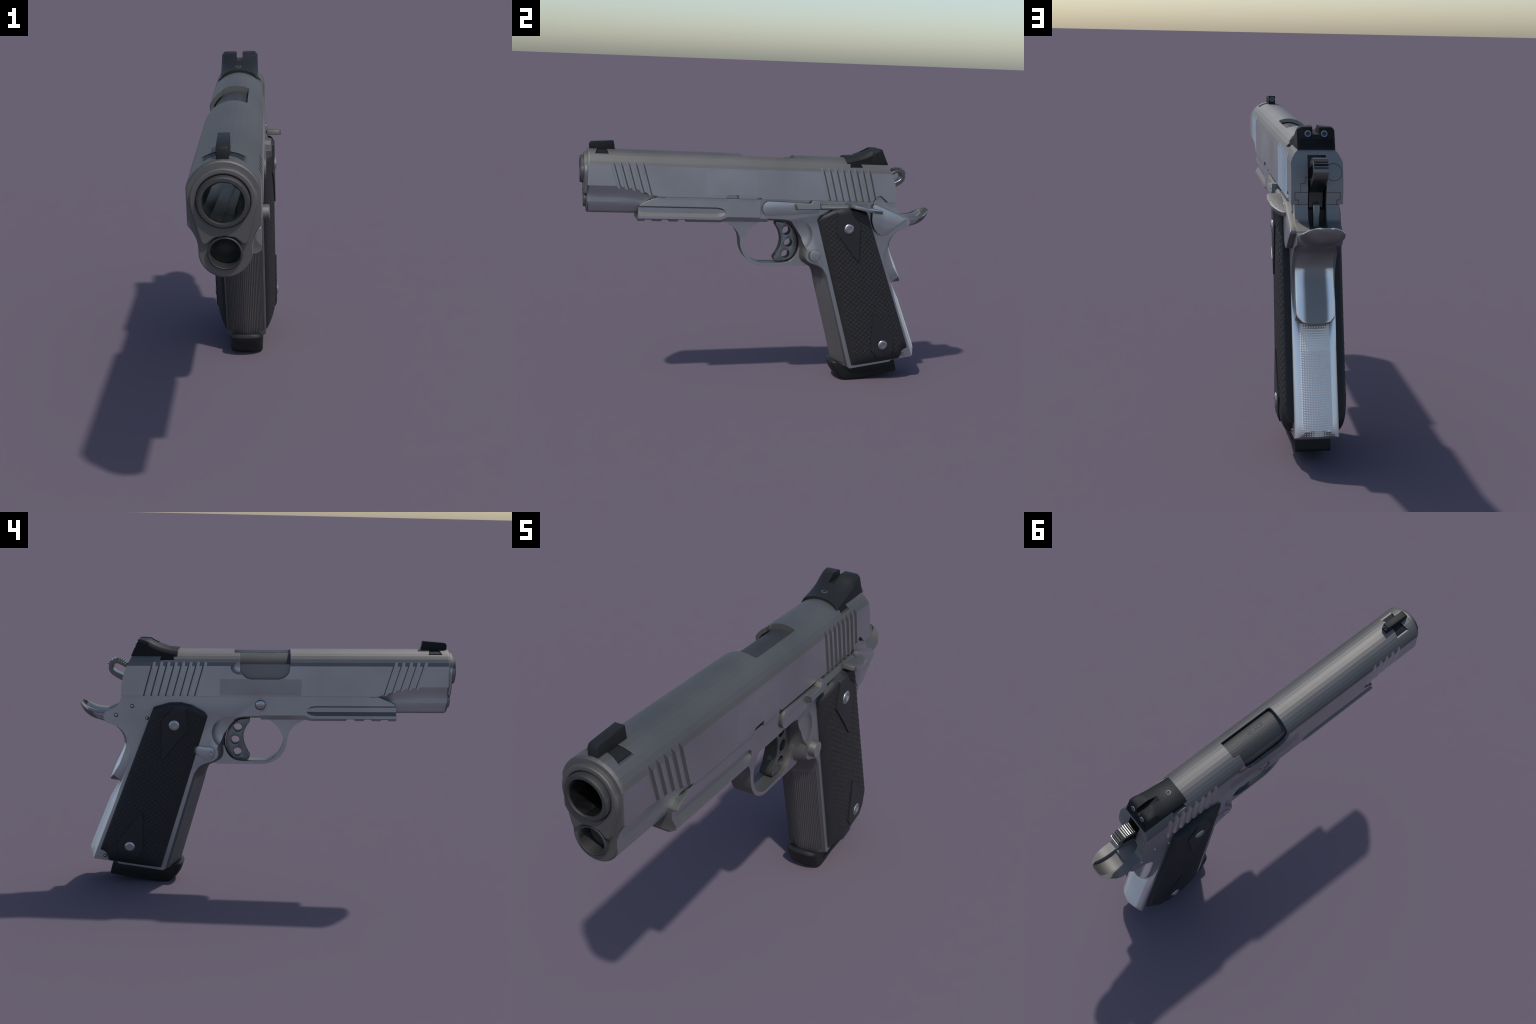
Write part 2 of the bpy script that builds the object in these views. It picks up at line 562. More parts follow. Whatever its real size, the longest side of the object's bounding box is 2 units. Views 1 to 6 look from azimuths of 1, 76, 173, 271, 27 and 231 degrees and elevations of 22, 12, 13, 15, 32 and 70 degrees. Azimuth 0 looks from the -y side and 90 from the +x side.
# ------------------------------------------------------------- rear sight
HX = 0.0755
st = [(0.4655, 1.3115, 1.273), (0.485, 1.3125, 1.279), (0.507, 1.315, 1.284), (0.535, 1.3215, 1.290), (0.560, 1.330, 1.296),
      (0.583, 1.340, 1.304), (0.600, 1.348, 1.3115), (0.612, 1.3555, 1.319), (0.618, 1.3575, 1.3235), (0.628, 1.3575, 1.334), (0.640, 1.3565, 1.3465),
      (0.660, 1.3555, 1.354), (0.670, 1.3545, 1.3535), (0.6755, 1.3515, 1.351)]
rings = []
for i, (y, zc, zs) in enumerate(st):
    r = []
    yb = min(y, 0.64) if i < len(st) - 4 else [0.66, 0.685, 0.700, 0.7105][i - len(st) + 4]
    for k in range(-8, 9):
        x = HX * k / 8
        z = zs + (zc - zs) * sqrt(max(0, 1 - (k / 8) ** 2)) if abs(k) < 8 else zs
        if i > 8 and abs(k) == 8:
            z -= 0.012
        if i > 8 and abs(k) == 7:
            z -= 0.0015
        r.append((x, *W1(y, z)))
    lb, hb = W1(yb, 1.2665)
    r += [(HX, lb, hb), (0.03, lb, hb), (-0.03, lb, hb), (-HX, lb, hb)]
    rings.append(r)
b = loft(rings)
boolean(b, [prism(W((0.55, 1.336), (0.60, 1.3255), (0.75, 1.3225), (0.75, 1.45), (0.55, 1.45)), -0.0138, 0.0138)])
chamfer(b, 0.0012, 1, 40)
RS = finish(b, 'rear_sight', M_SIGHT, SLIDE, sharp=28)
finish(prism(W((0.4835, 1.2515), (0.554, 1.2505), (0.545, 1.272), (0.489, 1.272)), -0.078, 0.078), 'rear_sight_base', M_SIGHT, RS)
for s in (-1, 1):
    dot(s * 0.033, 0.6872, 1.327, 0.922, 0.387, 0.0128, RS)
ribs = []
for k in range(8):
    z = 1.274 + 0.0045 * k
    y = 0.7105 - (z - 1.2665) * 0.413
    l, h = W1(y, z)
    ribs.append(prism([(l - 0.003, h - 0.0012), (l + 0.0009, h - 0.0008), (l + 0.0005, h + 0.0012), (l - 0.003, h + 0.0008)], -0.066, 0.066))
finish(join(ribs), 'rear_sight_ribs', M_SIGHT, RS, kind='stuff')
l, h = W1(0.513, 1.3160)
g = tube((-0.002, l, h), (0, -0.12, 1), [(-0.004, 0.0125), (0.0012, 0.0125), (0.0016, 0.0115), (0.0016, 0.0088), (-0.004, 0.0075)], 6 * 5)
finish(g, 'rear_sight_screw', M_FRAME, RS)
g = lathe((-0.002, l, h), (0, -0.12, 1), [(-0.004, 0.008), (-0.0004, 0.008)], 6)
finish(g, 'rear_sight_screw_socket', M_FRAME, RS)

# ==================================================================== FRAME
FH = 0.090
TOPH = BOT - 0.0012
tA = (W1(-0.12, 1.0)[0], TOPH)
tB = (W1(0.7618, 1.05)[0], TOPH)
lower_front_out = W((-0.10, 0.968), (0.02, 0.9655), (0.115, 0.961), (0.142, 0.954), (0.163, 0.944), (0.187, 0.912), (0.224, 0.854),
                    (0.250, 0.780), (0.246, 0.764), (0.244, 0.749), (0.246, 0.735), (0.253, 0.723), (0.271, 0.710), (0.315, 0.695), (0.337, 0.684),
                    (0.355, 0.669), (0.377, 0.636), (0.395, 0.574), (0.532, 0.086), (0.546, 0.073), (0.790, 0.106),
                    (0.800, 0.117), (0.843, 0.1225), (0.921, 0.132), (0.925, 0.134), (0.927, 0.138), (0.921, 0.155),
                    (0.904, 0.200), (0.800, 0.475), (0.779, 0.545), (0.746, 0.632))
lower_front_in = W((-0.10, 0.942), (0.02, 0.941), (0.100, 0.939), (0.118, 0.937), (0.136, 0.931), (0.171, 0.908), (0.201, 0.868),
                   (0.211, 0.820), (0.210, 0.790), (0.209, 0.760), (0.2105, 0.745), (0.212, 0.731), (0.224, 0.711), (0.255, 0.688), (0.277, 0.680),
                   (0.295, 0.670), (0.307, 0.645), (0.331, 0.562), (0.460, 0.098), (0.500, 0.078), (0.790, 0.106),
                   (0.800, 0.117), (0.843, 0.1225), (0.930, 0.133), (0.943, 0.140), (0.952, 0.155), (0.957, 0.178),
                   (0.948, 0.205), (0.840, 0.475), (0.800, 0.545), (0.756, 0.632))
rear_tang = W((0.720, 0.703), (0.714, 0.751), (0.719, 0.789), (0.737, 0.833), (0.757, 0.860), (0.780, 0.883), (0.815, 0.899), (0.844, 0.908),
              (0.858, 0.925), (0.861, 0.947), (0.852, 0.966), (0.828, 0.976), (0.803, 0.986), (0.790, 0.994), (0.781, 1.005), (0.773, 1.024), (0.7655, 1.045))
outer = [tA] + lower_front_out + rear_tang + [tB]
inner = [tA] + lower_front_in + rear_tang + [tB]
frame = sliced(outer, inner, FH, 24, 1.5, 1.6, 20)

# dust cover with accessory rail, lofted along the slide
DH = 0.0972


def dust_ring(l, hs, hb, xb=0.0675):
    return [(DH, l, TOPH), (DH, l, hs), (xb, l, hb), (-xb, l, hb), (-DH, l, hs), (-DH, l, TOPH)]


RE = -0.003
dust = loft([dust_ring(-0.78, 0.953, 0.9346), dust_ring(-0.272, 0.953, 0.9346), dust_ring(-0.236, 0.970, 0.9412), dust_ring(RE, 0.970, 0.9412)])
nose = W((-0.5875, 1.0875), (-0.631, 1.0705), (-0.662, 1.058), (-0.682, 1.048), (-0.693, 1.036), (-0.6975, 1.022), (-0.700, 0.975), (-0.7035, 0.960), (-0.690, 0.930))
boolean(dust, [prism([(nose[0][0] + 0.03, nose[0][1] + 0.0)] + nose + [(nose[-1][0], 0.90), (-0.9, 0.90), (-0.9, 1.2), (nose[0][0] + 0.03, 1.2)], -0.2, 0.2)])
for s in (-1, 1):
    g = loft([[(s * x, l, h) for x, h in sec] for l, sec in (
        (-0.80, [(0.13, 1.0209), (0.0972, 1.0209), (0.082, 1.0115), (0.082, 0.987), (0.0972, 0.9672), (0.13, 0.935)]),
        (-0.294, [(0.13, 1.0209), (0.0972, 1.0209), (0.082, 1.0115), (0.082, 0.987), (0.0972, 0.9672), (0.13, 0.935)]),
        (-0.270, [(0.13, 1.0165), (0.0972, 1.0165), (0.083, 1.008), (0.083, 0.988), (0.0972, 0.972), (0.13, 0.945)]),
        (-0.2490, [(0.13, 1.004), (0.0972, 1.004), (0.088, 1.002), (0.088, 0.989), (0.0972, 0.983), (0.13, 0.97)]))])
    boolean(dust, [g])
gaps = []
for ya, yb in ((-0.4365, -0.484), (-0.530, -0.574), (-0.6195, -0.6645)):
    gaps.append(prism(W((ya + 0.004, 0.925), (ya - 0.003, 0.9595), (yb + 0.003, 0.9605), (yb - 0.004, 0.925)), -0.15, 0.15))
boolean(dust, [join(gaps)])
# left side ends earlier than the right; right side has a round relief for the pin
boolean(dust, [box(0.0895, 0.2, -0.0535, 0.2, 0.9, 1.2)])
pl, ph = W1(0.0225, 1.0245)
boolean(dust, [lathe((-0.0905, pl, ph), (-1, 0, 0), [(0, 0.0355), (0.05, 0.0355)], 36)])
boolean(frame, [dust], 'UNION')

# trigger guard
g_out = W((-0.215, 0.960), (-0.215, 0.939), (-0.197, 0.930), (-0.175, 0.915), (-0.156, 0.899), (-0.142, 0.881), (-0.133, 0.863), (-0.128, 0.844), (-0.124, 0.803),
          (-0.118, 0.780), (-0.109, 0.760), (-0.098, 0.743), (-0.085, 0.728), (-0.069, 0.715), (-0.051, 0.704), (-0.030, 0.695), (-0.007, 0.690), (0.256, 0.6835), (0.275, 0.700), (0.255, 0.790), (0.216, 0.790))
g_in = W((0.207, 0.766), (0.196, 0.744), (0.180, 0.725), (0.165, 0.714), (0.149, 0.707), (0.114, 0.7025), (-0.006, 0.7025), (-0.030, 0.710), (-0.052, 0.722),
         (-0.071, 0.738), (-0.086, 0.757), (-0.097, 0.778), (-0.104, 0.803), (-0.106, 0.828), (-0.0985, 0.857), (-0.079, 0.890), (-0.059, 0.913),
         (-0.035, 0.931), (-0.010, 0.941), (0.015, 0.946), (0.015, 0.960))
guard = prism(g_out + g_in, -0.043, 0.043)
boolean(frame, [guard], 'UNION')

# hammer slot, thumb scallops behind the trigger
boolean(frame, [prism(W((0.55, 1.2), (0.55, 0.99), (0.70, 0.975), (0.78, 0.962), (0.95, 0.955), (0.95, 1.2)), -0.037, 0.037)])
sl, sh = W1(0.188, 0.866)
for s in (-1, 1):
    R = 0.2605
    boolean(frame, [lathe((s * (FH + 0.243), sl, sh), (-s, 0, 0),
                          [(R * cos(t), R * sin(t)) for t in [radians(a) for a in (28, 26, 24, 22, 20, 17.5, 15, 12, 9, 6, 3, 0.3)]], 72)])
FRAME = finish(frame, 'frame', M_FRAME, sharp=24)

# --------------------------------------------------- ribbed front strap
nr = 26
rows = [0.628, 0.60, 0.48, 0.36, 0.24, 0.112]


def strap(z, f):
    """front edge of the grip at height z: (outer y, inner y)"""
    yo = lerp(0.377, 0.532, (0.636 - z) / (0.636 - 0.086)) if z < 0.574 else lerp(0.395, 0.378, (z - 0.574) / 0.062)
    yo = 0.395 + (0.574 - z) * (0.137 / 0.488) if z < 0.574 else yo
    yi = 0.331 + (0.562 - z) * (0.129 / 0.464)
    return lerp(yo, yi, f)


rings = []
for z in rows:
    r = []
    lift_end = 0.0 if z > 0.61 else 1.0
    for i in range(nr * 4 + 1):
        a = lerp(radians(22), radians(158), i / (nr * 4))
        x = FH * cos(a)
        f = (1 - abs(cos(a)) ** 1.5) ** (1 / 1.5)
        lift = (0.0032 if i % 4 in (1, 2) else -0.0004) * lift_end + (0.0 if lift_end else -0.001)
        r.append((x * (1 + lift * 2), *W1(strap(z, f) - lift, z)))
    back = [(x, l + 0.02, h) for x, l, h in (r[-1], r[len(r) // 2], r[0])]
    rings.append(r + back)
finish(loft(rings), 'ribbed_front_strap', M_STRAP, FRAME, sharp=18)

# --------------------------------------------------- checkered mainspring housing
pitch = 0.0088
bm = bmesh.new()
z0, z1 = 0.574, 0.150
nz, nx = 48 * 2, 13 * 2
grid = []
for j in range(nz + 1):
    z = lerp(z0, z1, j / nz)
    yo = lerp(0.800, 0.904, (0.475 - z) / 0.275) if z < 0.475 else lerp(0.779, 0.800, (0.545 - z) / 0.07)
    yi = lerp(0.840, 0.948, (0.475 - z) / 0.27) if z < 0.475 else lerp(0.800, 0.840, (0.545 - z) / 0.07)
    if z < 0.200:
        yo = lerp(0.904, 0.921, (0.200 - z) / 0.045)
    if z < 0.205:
        yi = lerp(0.948, 0.957, (0.205 - z) / 0.027) if z > 0.178 else lerp(0.957, 0.952, (0.178 - z) / 0.023)
    row = []
    for i in range(nx + 1):
        a = lerp(radians(46), radians(134), i / nx)
        rim = i in (0, nx) or j in (0, nz)
        lift = -0.002 if rim else (0.0034 if (i % 2 and j % 2) else 0.0004)
        y = lerp(yo, yi, (1 - abs(cos(a)) ** 1.6) ** (1 / 1.6)) + lift
        row.append(bm.verts.new((FH * cos(a), *W1(y, z))))
    grid.append(row)
for a, c in zip(grid, grid[1:]):
    for i in range(nx):
        bm.faces.new((a[i], a[i + 1], c[i + 1], c[i]))
ret = bmesh.ops.extrude_face_region(bm, geom=bm.faces[:])
for v in ret['geom']:
    if isinstance(v, bmesh.types.BMVert):
        v.co.y -= 0.012
finish(mesh_obj(bm), 'checkered_mainspring_housing', M_CHECK, FRAME, sharp=20)

# --------------------------------------------------- grip safety with beavertail
back = [(0.830, 0.905), (0.808, 0.884), (0.790, 0.868), (0.775, 0.849), (0.765, 0.829), (0.7595, 0.808), (0.7595, 0.792), (0.762, 0.777),
        (0.770, 0.753), (0.808, 0.675), (0.838, 0.598), (0.8405, 0.588), (0.836, 0.5805)]
rings = []
for x, off in ((0.079, 0.020), (0.074, 0.0145), (0.056, 0.0065), (0.030, 0.0), (0.010, -0.0005), (-0.010, -0.0005), (-0.030, 0.0), (-0.056, 0.0065), (-0.074, 0.0145), (-0.079, 0.020)):
    lift = 0.030 * (abs(x) / 0.079) ** 6
    r = [(x, *W1(y - off - lift * 0.25 * (k > 8), z + lift * (k > 9))) for k, (y, z) in enumerate(back)]
    r += [(x, *W1(y, z)) for y, z in ((0.770, 0.5812), (0.690, 0.62), (0.670, 0.80), (0.74, 0.90), (0.78, 0.93))]
    rings.append(r)
b = loft(rings)
chamfer(b, 0.003, 2, 35)
GS = finish(b, 'grip_safety', M_FRAME, sharp=25)

rings = []
for y, zb, zr, zs, w in ((0.790, 0.878, 0.955, 0.945, 0.084), (0.830, 0.888, 0.960, 0.945, 0.0885), (0.858, 0.897, 0.962, 0.943, 0.0915),
                         (0.888, 0.907, 0.963, 0.939, 0.0925), (0.914, 0.914, 0.966, 0.941, 0.0895), (0.937, 0.924, 0.975, 0.948, 0.084),
                         (0.957, 0.936, 0.986, 0.959, 0.0745), (0.972, 0.949, 0.996, 0.973, 0.063), (0.984, 0.964, 1.003, 0.989, 0.048),
                         (0.993, 0.981, 1.0065, 1.0075, 0.032), (0.999, 0.994, 1.005, 1.006, 0.014)):
    wi = min(0.040, w * 0.72)
    r = []
    for k in range(15):
        a = pi * k / 14
        x, c = cos(a), sin(a)
        r.append((w * x, *W1(y, zr - 0.004 - (zr - 0.004 - zb) * c ** 1.1)))
    r += [(-w * 0.985, *W1(y, zr)), (-wi * 1.06, *W1(y, zr + 0.003)), (-wi, *W1(y, zs)), (0, *W1(y, zs - 0.002 * (w > 0.05))), (wi, *W1(y, zs)),
          (wi * 1.06, *W1(y, zr + 0.003)), (w * 0.985, *W1(y, zr))]
    rings.append(r)
finish(loft(rings), 'beavertail', M_FRAME, GS, sharp=28)

# --------------------------------------------------- hammer
ham = W((0.640, 1.060), (0.640, 1.140), (0.690, 1.180), (0.740, 1.2085), (0.762, 1.224), (0.782, 1.2335), (0.798, 1.237), (0.814, 1.2335), (0.828, 1.222),
        (0.836, 1.208), (0.8385, 1.192), (0.834, 1.174), (0.822, 1.159), (0.800, 1.144), (0.768, 1.127), (0.730, 1.100), (0.725, 1.02), (0.66, 1.00))
hole = W((0.715, 1.150), (0.735, 1.190), (0.763, 1.206), (0.784, 1.2165), (0.797, 1.219), (0.808, 1.214), (0.8155, 1.204), (0.8165, 1.192),
         (0.811, 1.181), (0.797, 1.171), (0.762, 1.155), (0.74, 1.140))
b = prism(ham, -0.0295, 0.0295)
boolean(b, [prism(hole, -0.1, 0.1)])
chamfer(b, 0.002, 1, 40)
HAM = finish(b, 'hammer', M_HAMMER)
arc = W((0.742, 1.210), (0.762, 1.224), (0.782, 1.2335), (0.798, 1.237), (0.814, 1.2335), (0.828, 1.222), (0.836, 1.208))
seglen = [0]
for p, q in zip(arc, arc[1:]):
    seglen.append(seglen[-1] + math.dist(p, q))
teeth = []
for k in range(10):
    d = lerp(0.004, seglen[-1] - 0.006, k / 9)
    i = max(j for j in range(len(arc) - 1) if seglen[j] <= d)
    f = (d - seglen[i]) / (seglen[i + 1] - seglen[i])
    p = Vector((lerp(arc[i][0], arc[i + 1][0], f), lerp(arc[i][1], arc[i + 1][1], f)))
    t = (Vector(arc[i + 1]) - Vector(arc[i])).normalized()
    n = Vector((-t.y, t.x))
    q = [p - t * 0.0055 - n * 0.004, p + t * 0.0055 - n * 0.004, p + t * 0.0035 + n * 0.0095, p - t * 0.0005 + n * 0.0105]
    teeth.append(prism([tuple(v) for v in q], -0.0285, 0.0285))
finish(join(teeth), 'hammer_serrations', M_HAMMER, HAM, kind='stuff')
# strut and back wall seen in the slot under the hammer
b = prism(W((0.66, 1.10), (0.66, 0.93), (0.755, 0.962), (0.752, 1.03), (0.748, 1.052), (0.730, 1.06)), -0.0125, 0.0125)
chamfer(b, 0.003, 2)
finish(b, 'sear_spring', M_FRAME, FRAME)
b = prism(W((0.62, 1.09), (0.62, 0.93), (0.745, 0.955), (0.738, 1.03), (0.70, 1.06)), -0.0345, 0.0345)
finish(b, 'hammer_well', M_DARK, FRAME)

# --------------------------------------------------- trigger
tr = W((0.079, 0.938), (0.079, 0.919), (0.0955, 0.895), (0.106, 0.873), (0.1125, 0.850), (0.114, 0.829), (0.1115, 0.808), (0.105, 0.786),
       (0.0965, 0.767), (0.088, 0.752), (0.0755, 0.735), (0.0745, 0.725), (0.080, 0.713), (0.130, 0.7125), (0.168, 0.7225), (0.185, 0.738), (0.199, 0.762), (0.2065, 0.790),
       (0.207, 0.820), (0.200, 0.860), (0.180, 0.897), (0.155, 0.918), (0.131, 0.931))
b = prism(tr, -0.0270, 0.0270)
for y, z in ((0.1425, 0.885), (0.1555, 0.816), (0.1425, 0.750)):
    l, h = W1(y, z)
    boolean(b, [lathe((-0.1, l, h), (1, 0, 0), [(0, 0.0235), (0.2, 0.0235)], 28)])
chamfer(b, 0.0022, 2, 40)
TRIG = finish(b, 'trigger', M_TRIG)
l, h = W1(0.101, 0.777)
g = lathe((0, l + 0.004, h), (0, -0.9, 0.36), [(0, 0.009), (0.004, 0.009), (0.0052, 0.0075), (0.0052, 0.004), (0.003, 0.003)], 18)
finish(g, 'trigger_stop_screw', M_FRAME, TRIG)
ribs = []
for k in range(9):
    x = lerp(-0.0215, 0.0215, k / 8)
    chain = tr[2:10]
    ribs.append(prism([(l - 0.0011, h) for l, h in chain] + [(l + 0.004, h) for l, h in chain[::-1]], x - 0.0012, x + 0.0012))
finish(join(ribs), 'trigger_face_ribs', M_TRIG, TRIG, kind='stuff')

# --------------------------------------------------- slide stop (left)
ss = W((-0.0205, 1.023), (-0.017, 1.040), (-0.008, 1.054), (0.004, 1.0615), (0.017, 1.064), (0.162, 1.056), (0.302, 1.050), (0.303, 1.022),
       (0.302, 0.997), (0.164, 0.990), (0.019, 0.984), (0.003, 0.987), (-0.009, 0.995), (-0.018, 1.008))
b = prism(ss, 0.080, 0.108)
chamfer(b, 0.002, 2, 40)
STOP = finish(b, 'slide_stop', M_FRAME)
pad = [W((0.166, 1.051), (0.251, 1.0505), (0.262, 1.0665), (0.296, 1.0665), (0.3085, 1.030), (0.306, 1.016), (0.168, 1.016)),
       W((0.165, 1.051), (0.251, 1.050), (0.262, 1.0665), (0.296, 1.0665), (0.3085, 1.028), (0.306, 1.0215), (0.175, 1.0215))]
b = loft([[(0.085, l, h) for l, h in pad[0]], [(0.108, l, h) for l, h in pad[0]], [(0.1285, l, h) for l, h in pad[1]]])
chamfer(b, 0.0015, 1, 40)
finish(b, 'thumb_pad', M_FRAME, STOP)
ridges = []
for k in range(7):
    z = 1.0255 + 0.0036 * k
    ridges.append(prism(W((0.176, z - 0.001), (0.303, z - 0.001), (0.303, z + 0.001), (0.176, z + 0.001)), 0.12, 0.1295))
for k in range(4):
    z = 1.0525 + 0.0034 * k
    ridges.append(prism(W((0.262, z - 0.001), (0.298 - 0.002, z - 0.001), (0.297 - 0.002, z + 0.001), (0.262, z + 0.001)), 0.12, 0.1295))
finish(join(ridges), 'thumb_pad_ridges', M_FRAME, STOP, kind='stuff')

# plunger tube
l, h = W1(0.3145, 1.030)
b = lathe((0.0985, l, h), (0, 1, 0.008), [(0, 0.0135), (0.002, 0.0160), (0.283, 0.0160), (0.287, 0.013), (0.289, 0.006)], 24)
boolean(b, [box(0.075, 0.0985, l + 0.003, l + 0.281, h - 0.0155, h + 0.0145)], 'UNION')
finish(b, 'plunger_tube', M_FRAME, FRAME)

# --------------------------------------------------- thumb safety (left)
body = W((0.620, 1.028), (0.621, 1.038), (0.626, 1.0445), (0.634, 1.0465), (0.644, 1.0455), (0.806, 0.977), (0.824, 0.967), (0.829, 0.957),
         (0.823, 0.949), (0.800, 0.936), (0.774, 0.918), (0.745, 0.893), (0.720, 0.871), (0.700, 0.866), (0.678, 0.867), (0.655, 0.882), (0.636, 0.904), (0.622, 0.940), (0.6185, 0.958))
b = prism(body, 0.080, 0.1135)
chamfer(b, 0.0035, 2, 40)
SAFE = finish(b, 'thumb_safety', M_FRAME)
nub = W((0.630, 1.02), (0.632, 1.058), (0.650, 1.082), (0.660, 1.0865), (0.670, 1.083), (0.700, 1.056), (0.72, 1.02))
finish(prism(nub, 0.080, 0.0945), 'safety_stud', M_FRAME, SAFE)
pa, pb = Vector(W1(0.478, 1.0545)), Vector(W1(0.682, 1.0105))
ax = (pb - pa)
nn = Vector((ax.y, -ax.x)).normalized()
plan = [(0.0, 0.110), (0.0, 0.155), (0.02, 0.1635), (0.07, 0.1690), (0.16, 0.1722), (0.30, 0.1725), (0.45, 0.1695), (0.60, 0.163),
        (0.75, 0.153), (0.88, 0.141), (0.97, 0.129), (1.0, 0.121), (1.0, 0.095), (0.70, 0.095), (0.60, 0.110)]
rings = []
for d in (0.0, 0.0205):
    rings.append([(x, *(pa + ax * s + nn * d * (1 if nn.y < 0 else -1))) for s, x in plan])
b = loft(rings)
chamfer(b, 0.0022, 2, 40)
finish(b, 'safety_lever', M_FRAME, SAFE)
ridges = []
for k in range(8):
    x = 0.116 + 0.0065 * k
    s0 = 0.03
    s1 = [p for p in ((0.97, 0.121), (0.97, 0.129), (0.88, 0.141), (0.75, 0.153), (0.60, 0.163), (0.45, 0.1675), (0.40, 0.17))
          if p[1] >= x + 0.003][0][0] - 0.03
    up = -nn * (1 if nn.y < 0 else -1)
    r = []
    for s in (s0, s1):
        c = pa + ax * s
        r.append([(x - 0.002, *(c - up * 0.002)), (x + 0.002, *(c - up * 0.002)), (x + 0.0006, *(c + up * 0.0014)), (x - 0.0006, *(c + up * 0.0014))])
    ridges.append(loft(r))
finish(join(ridges), 'safety_lever_ridges', M_FRAME, SAFE, kind='stuff')


# --------------------------------------------------- pins, buttons
def pin(x, y, z, r, depth=0.006, name='pin', parent=None):
    s = 1 if x > 0 else -1
    l, h = W1(y, z)
    g = lathe((x, l, h), (s, 0, 0), [(-0.03, r), (0.0, r), (depth * 0.5, r * 0.86), (depth * 0.85, r * 0.5), (depth, r * 0.1)], 24)
    finish(g, name, M_POLISH, parent or FRAME, sharp=50)
    g = lathe((x, l, h), (s, 0, 0), [(-0.02, r + 0.0018), (0.0006, r + 0.0018)], 28)
    finish(g, 'pin_rim', M_DARK, parent or FRAME)


pin(-FH, 0.705, 1.0005, 0.0092)
pin(-FH, 0.792, 0.9500, 0.0092)
pin(-FH, 0.626, 0.9380, 0.0082)
for s in (-1, 1):
    pin(s * FH, 0.866, 0.150, 0.0075)
pin(-0.0935, 0.0225, 1.0245, 0.0258, 0.006, 'slide_stop_pin')
# the seam above and below the slide stop pin
# magazine catch: chequered button on the left, slotted plate on the right
l, h = W1(0.2915, 0.7545)
g = lathe((0.07, l, h), (1, 0, 0), [(0, 0.0330), (0.044, 0.0330), (0.0465, 0.0315), (0.047, 0.030)], 36)
MC = finish(g, 'magazine_catch', M_FRAME, FRAME)
bits = []
for i in range(-5, 6):
    for j in range(-5, 6):
        if i * i + j * j < 27:
            bits.append(lathe((0.1155, l + i * 0.0054, h + j * 0.0054), (1, 0, 0), [(0, 0.0034), (0.0033, 0.0008)], 4))
finish(join(bits), 'magazine_catch_checkering', M_FRAME, MC, kind='stuff')
plate = W((0.2595, 0.758), (0.263, 0.775), (0.272, 0.785), (0.288, 0.790), (0.312, 0.788), (0.330, 0.792), (0.346, 0.795), (0.360, 0.790), (0.3705, 0.777),
          (0.3705, 0.760), (0.362, 0.742), (0.345, 0.736), (0.324, 0.727), (0.310, 0.716), (0.293, 0.7135), (0.276, 0.720), (0.265, 0.736))
b = prism(plate, -0.0935, -0.07)
chamfer(b, 0.003, 2, 30)
finish(b, 'magazine_catch_plate', M_FRAME, MC)
l, h = W1(0.2815, 0.7487)
g = tube((-0.092, l, h), (-1, 0, 0), [(-0.01, 0.019), (0.0035, 0.019), (0.0045, 0.0175), (0.0045, 0.0135), (0.0005, 0.012), (-0.01, 0.012)], 30)
finish(g, 'catch_lock_ring', M_POLISH, MC)
g = lathe((-0.092, l, h), (-1, 0, 0), [(-0.01, 0.0105), (0.002, 0.0105), (0.003, 0.0095)], 24)
finish(g, 'catch_lock_screw', M_FRAME, MC)

# ==================================================================== GRIPS
gt = [(0.302, 0.955), (0.311, 0.969), (0.322, 0.980), (0.385, 1.015), (0.443, 1.0285), (0.504, 1.0265), (0.589, 1.000)]
gb = [(0.553, 0.093), (0.839, 0.130), (0.846, 0.139), (0.853, 0.165), (0.860, 0.179), (0.873, 0.186), (0.890, 0.191)]


def along(poly, y):
    for (ya, za), (yb, zb) in zip(poly, poly[1:]):
        if y <= yb + 1e-9:
            return za + (zb - za) * (y - ya) / (yb - ya)
    return poly[-1][1]


def q(d, D):
    return sqrt(max(0.0, 1 - (1 - min(max(d, 0) / D, 1)) ** 2))


def panel_point(s, t):
    yt, yb = lerp(0.302, 0.589, t), lerp(0.553, 0.890, t)
    zt, zb = along(gt, yt), along(gb, yb)
    return lerp(yt, yb, s), lerp(zt, zb, s), math.hypot(yb - yt, zb - zt)


def panel_height(s, t, length):
    dF, dR = t * 0.285, (1 - t) * 0.285
    dT, dB = s * length, (1 - s) * length
    f = q(dF, 0.15) * (0.45 + 0.55 * q(dR, 0.07)) * (0.25 + 0.75 * q(dT, 0.022)) * q(dB + 0.004, 0.085)
    return 0.0925 + 0.0440 * f


def scales(y, z, s, t, length):
    """staggered fish-scale stipple; fades out near the borders"""
    dT, dB = s * length, (1 - s) * length
    m = min(1, max(0, (dT - 0.022) / 0.012)) * min(1, max(0, (dB - 0.055) / 0.012)) * min(1, max(0, (t - 0.06) / 0.05)) * min(1, (1 - t) / 0.03)
    u = (y + 0.20 * z) / 0.0155
    k = math.floor(u)
    v = (z - 0.10 * y) / 0.0275 + 0.5 * (k % 2)
    fu, fv = u - k, v - math.floor(v)
    return m * 0.0027 * (abs(sin(pi * fu)) ** 0.7 * abs(sin(pi * fv)) ** 0.7 - 0.5)


def in_poly(p, poly):
    c = False
    for (xa, ya), (xb, yb) in zip(poly, poly[1:] + poly[:1]):
        if (ya > p[1]) != (yb > p[1]) and p[0] < (xb - xa) * (p[1] - ya) / (yb - ya) + xa:
            c = not c
    return c


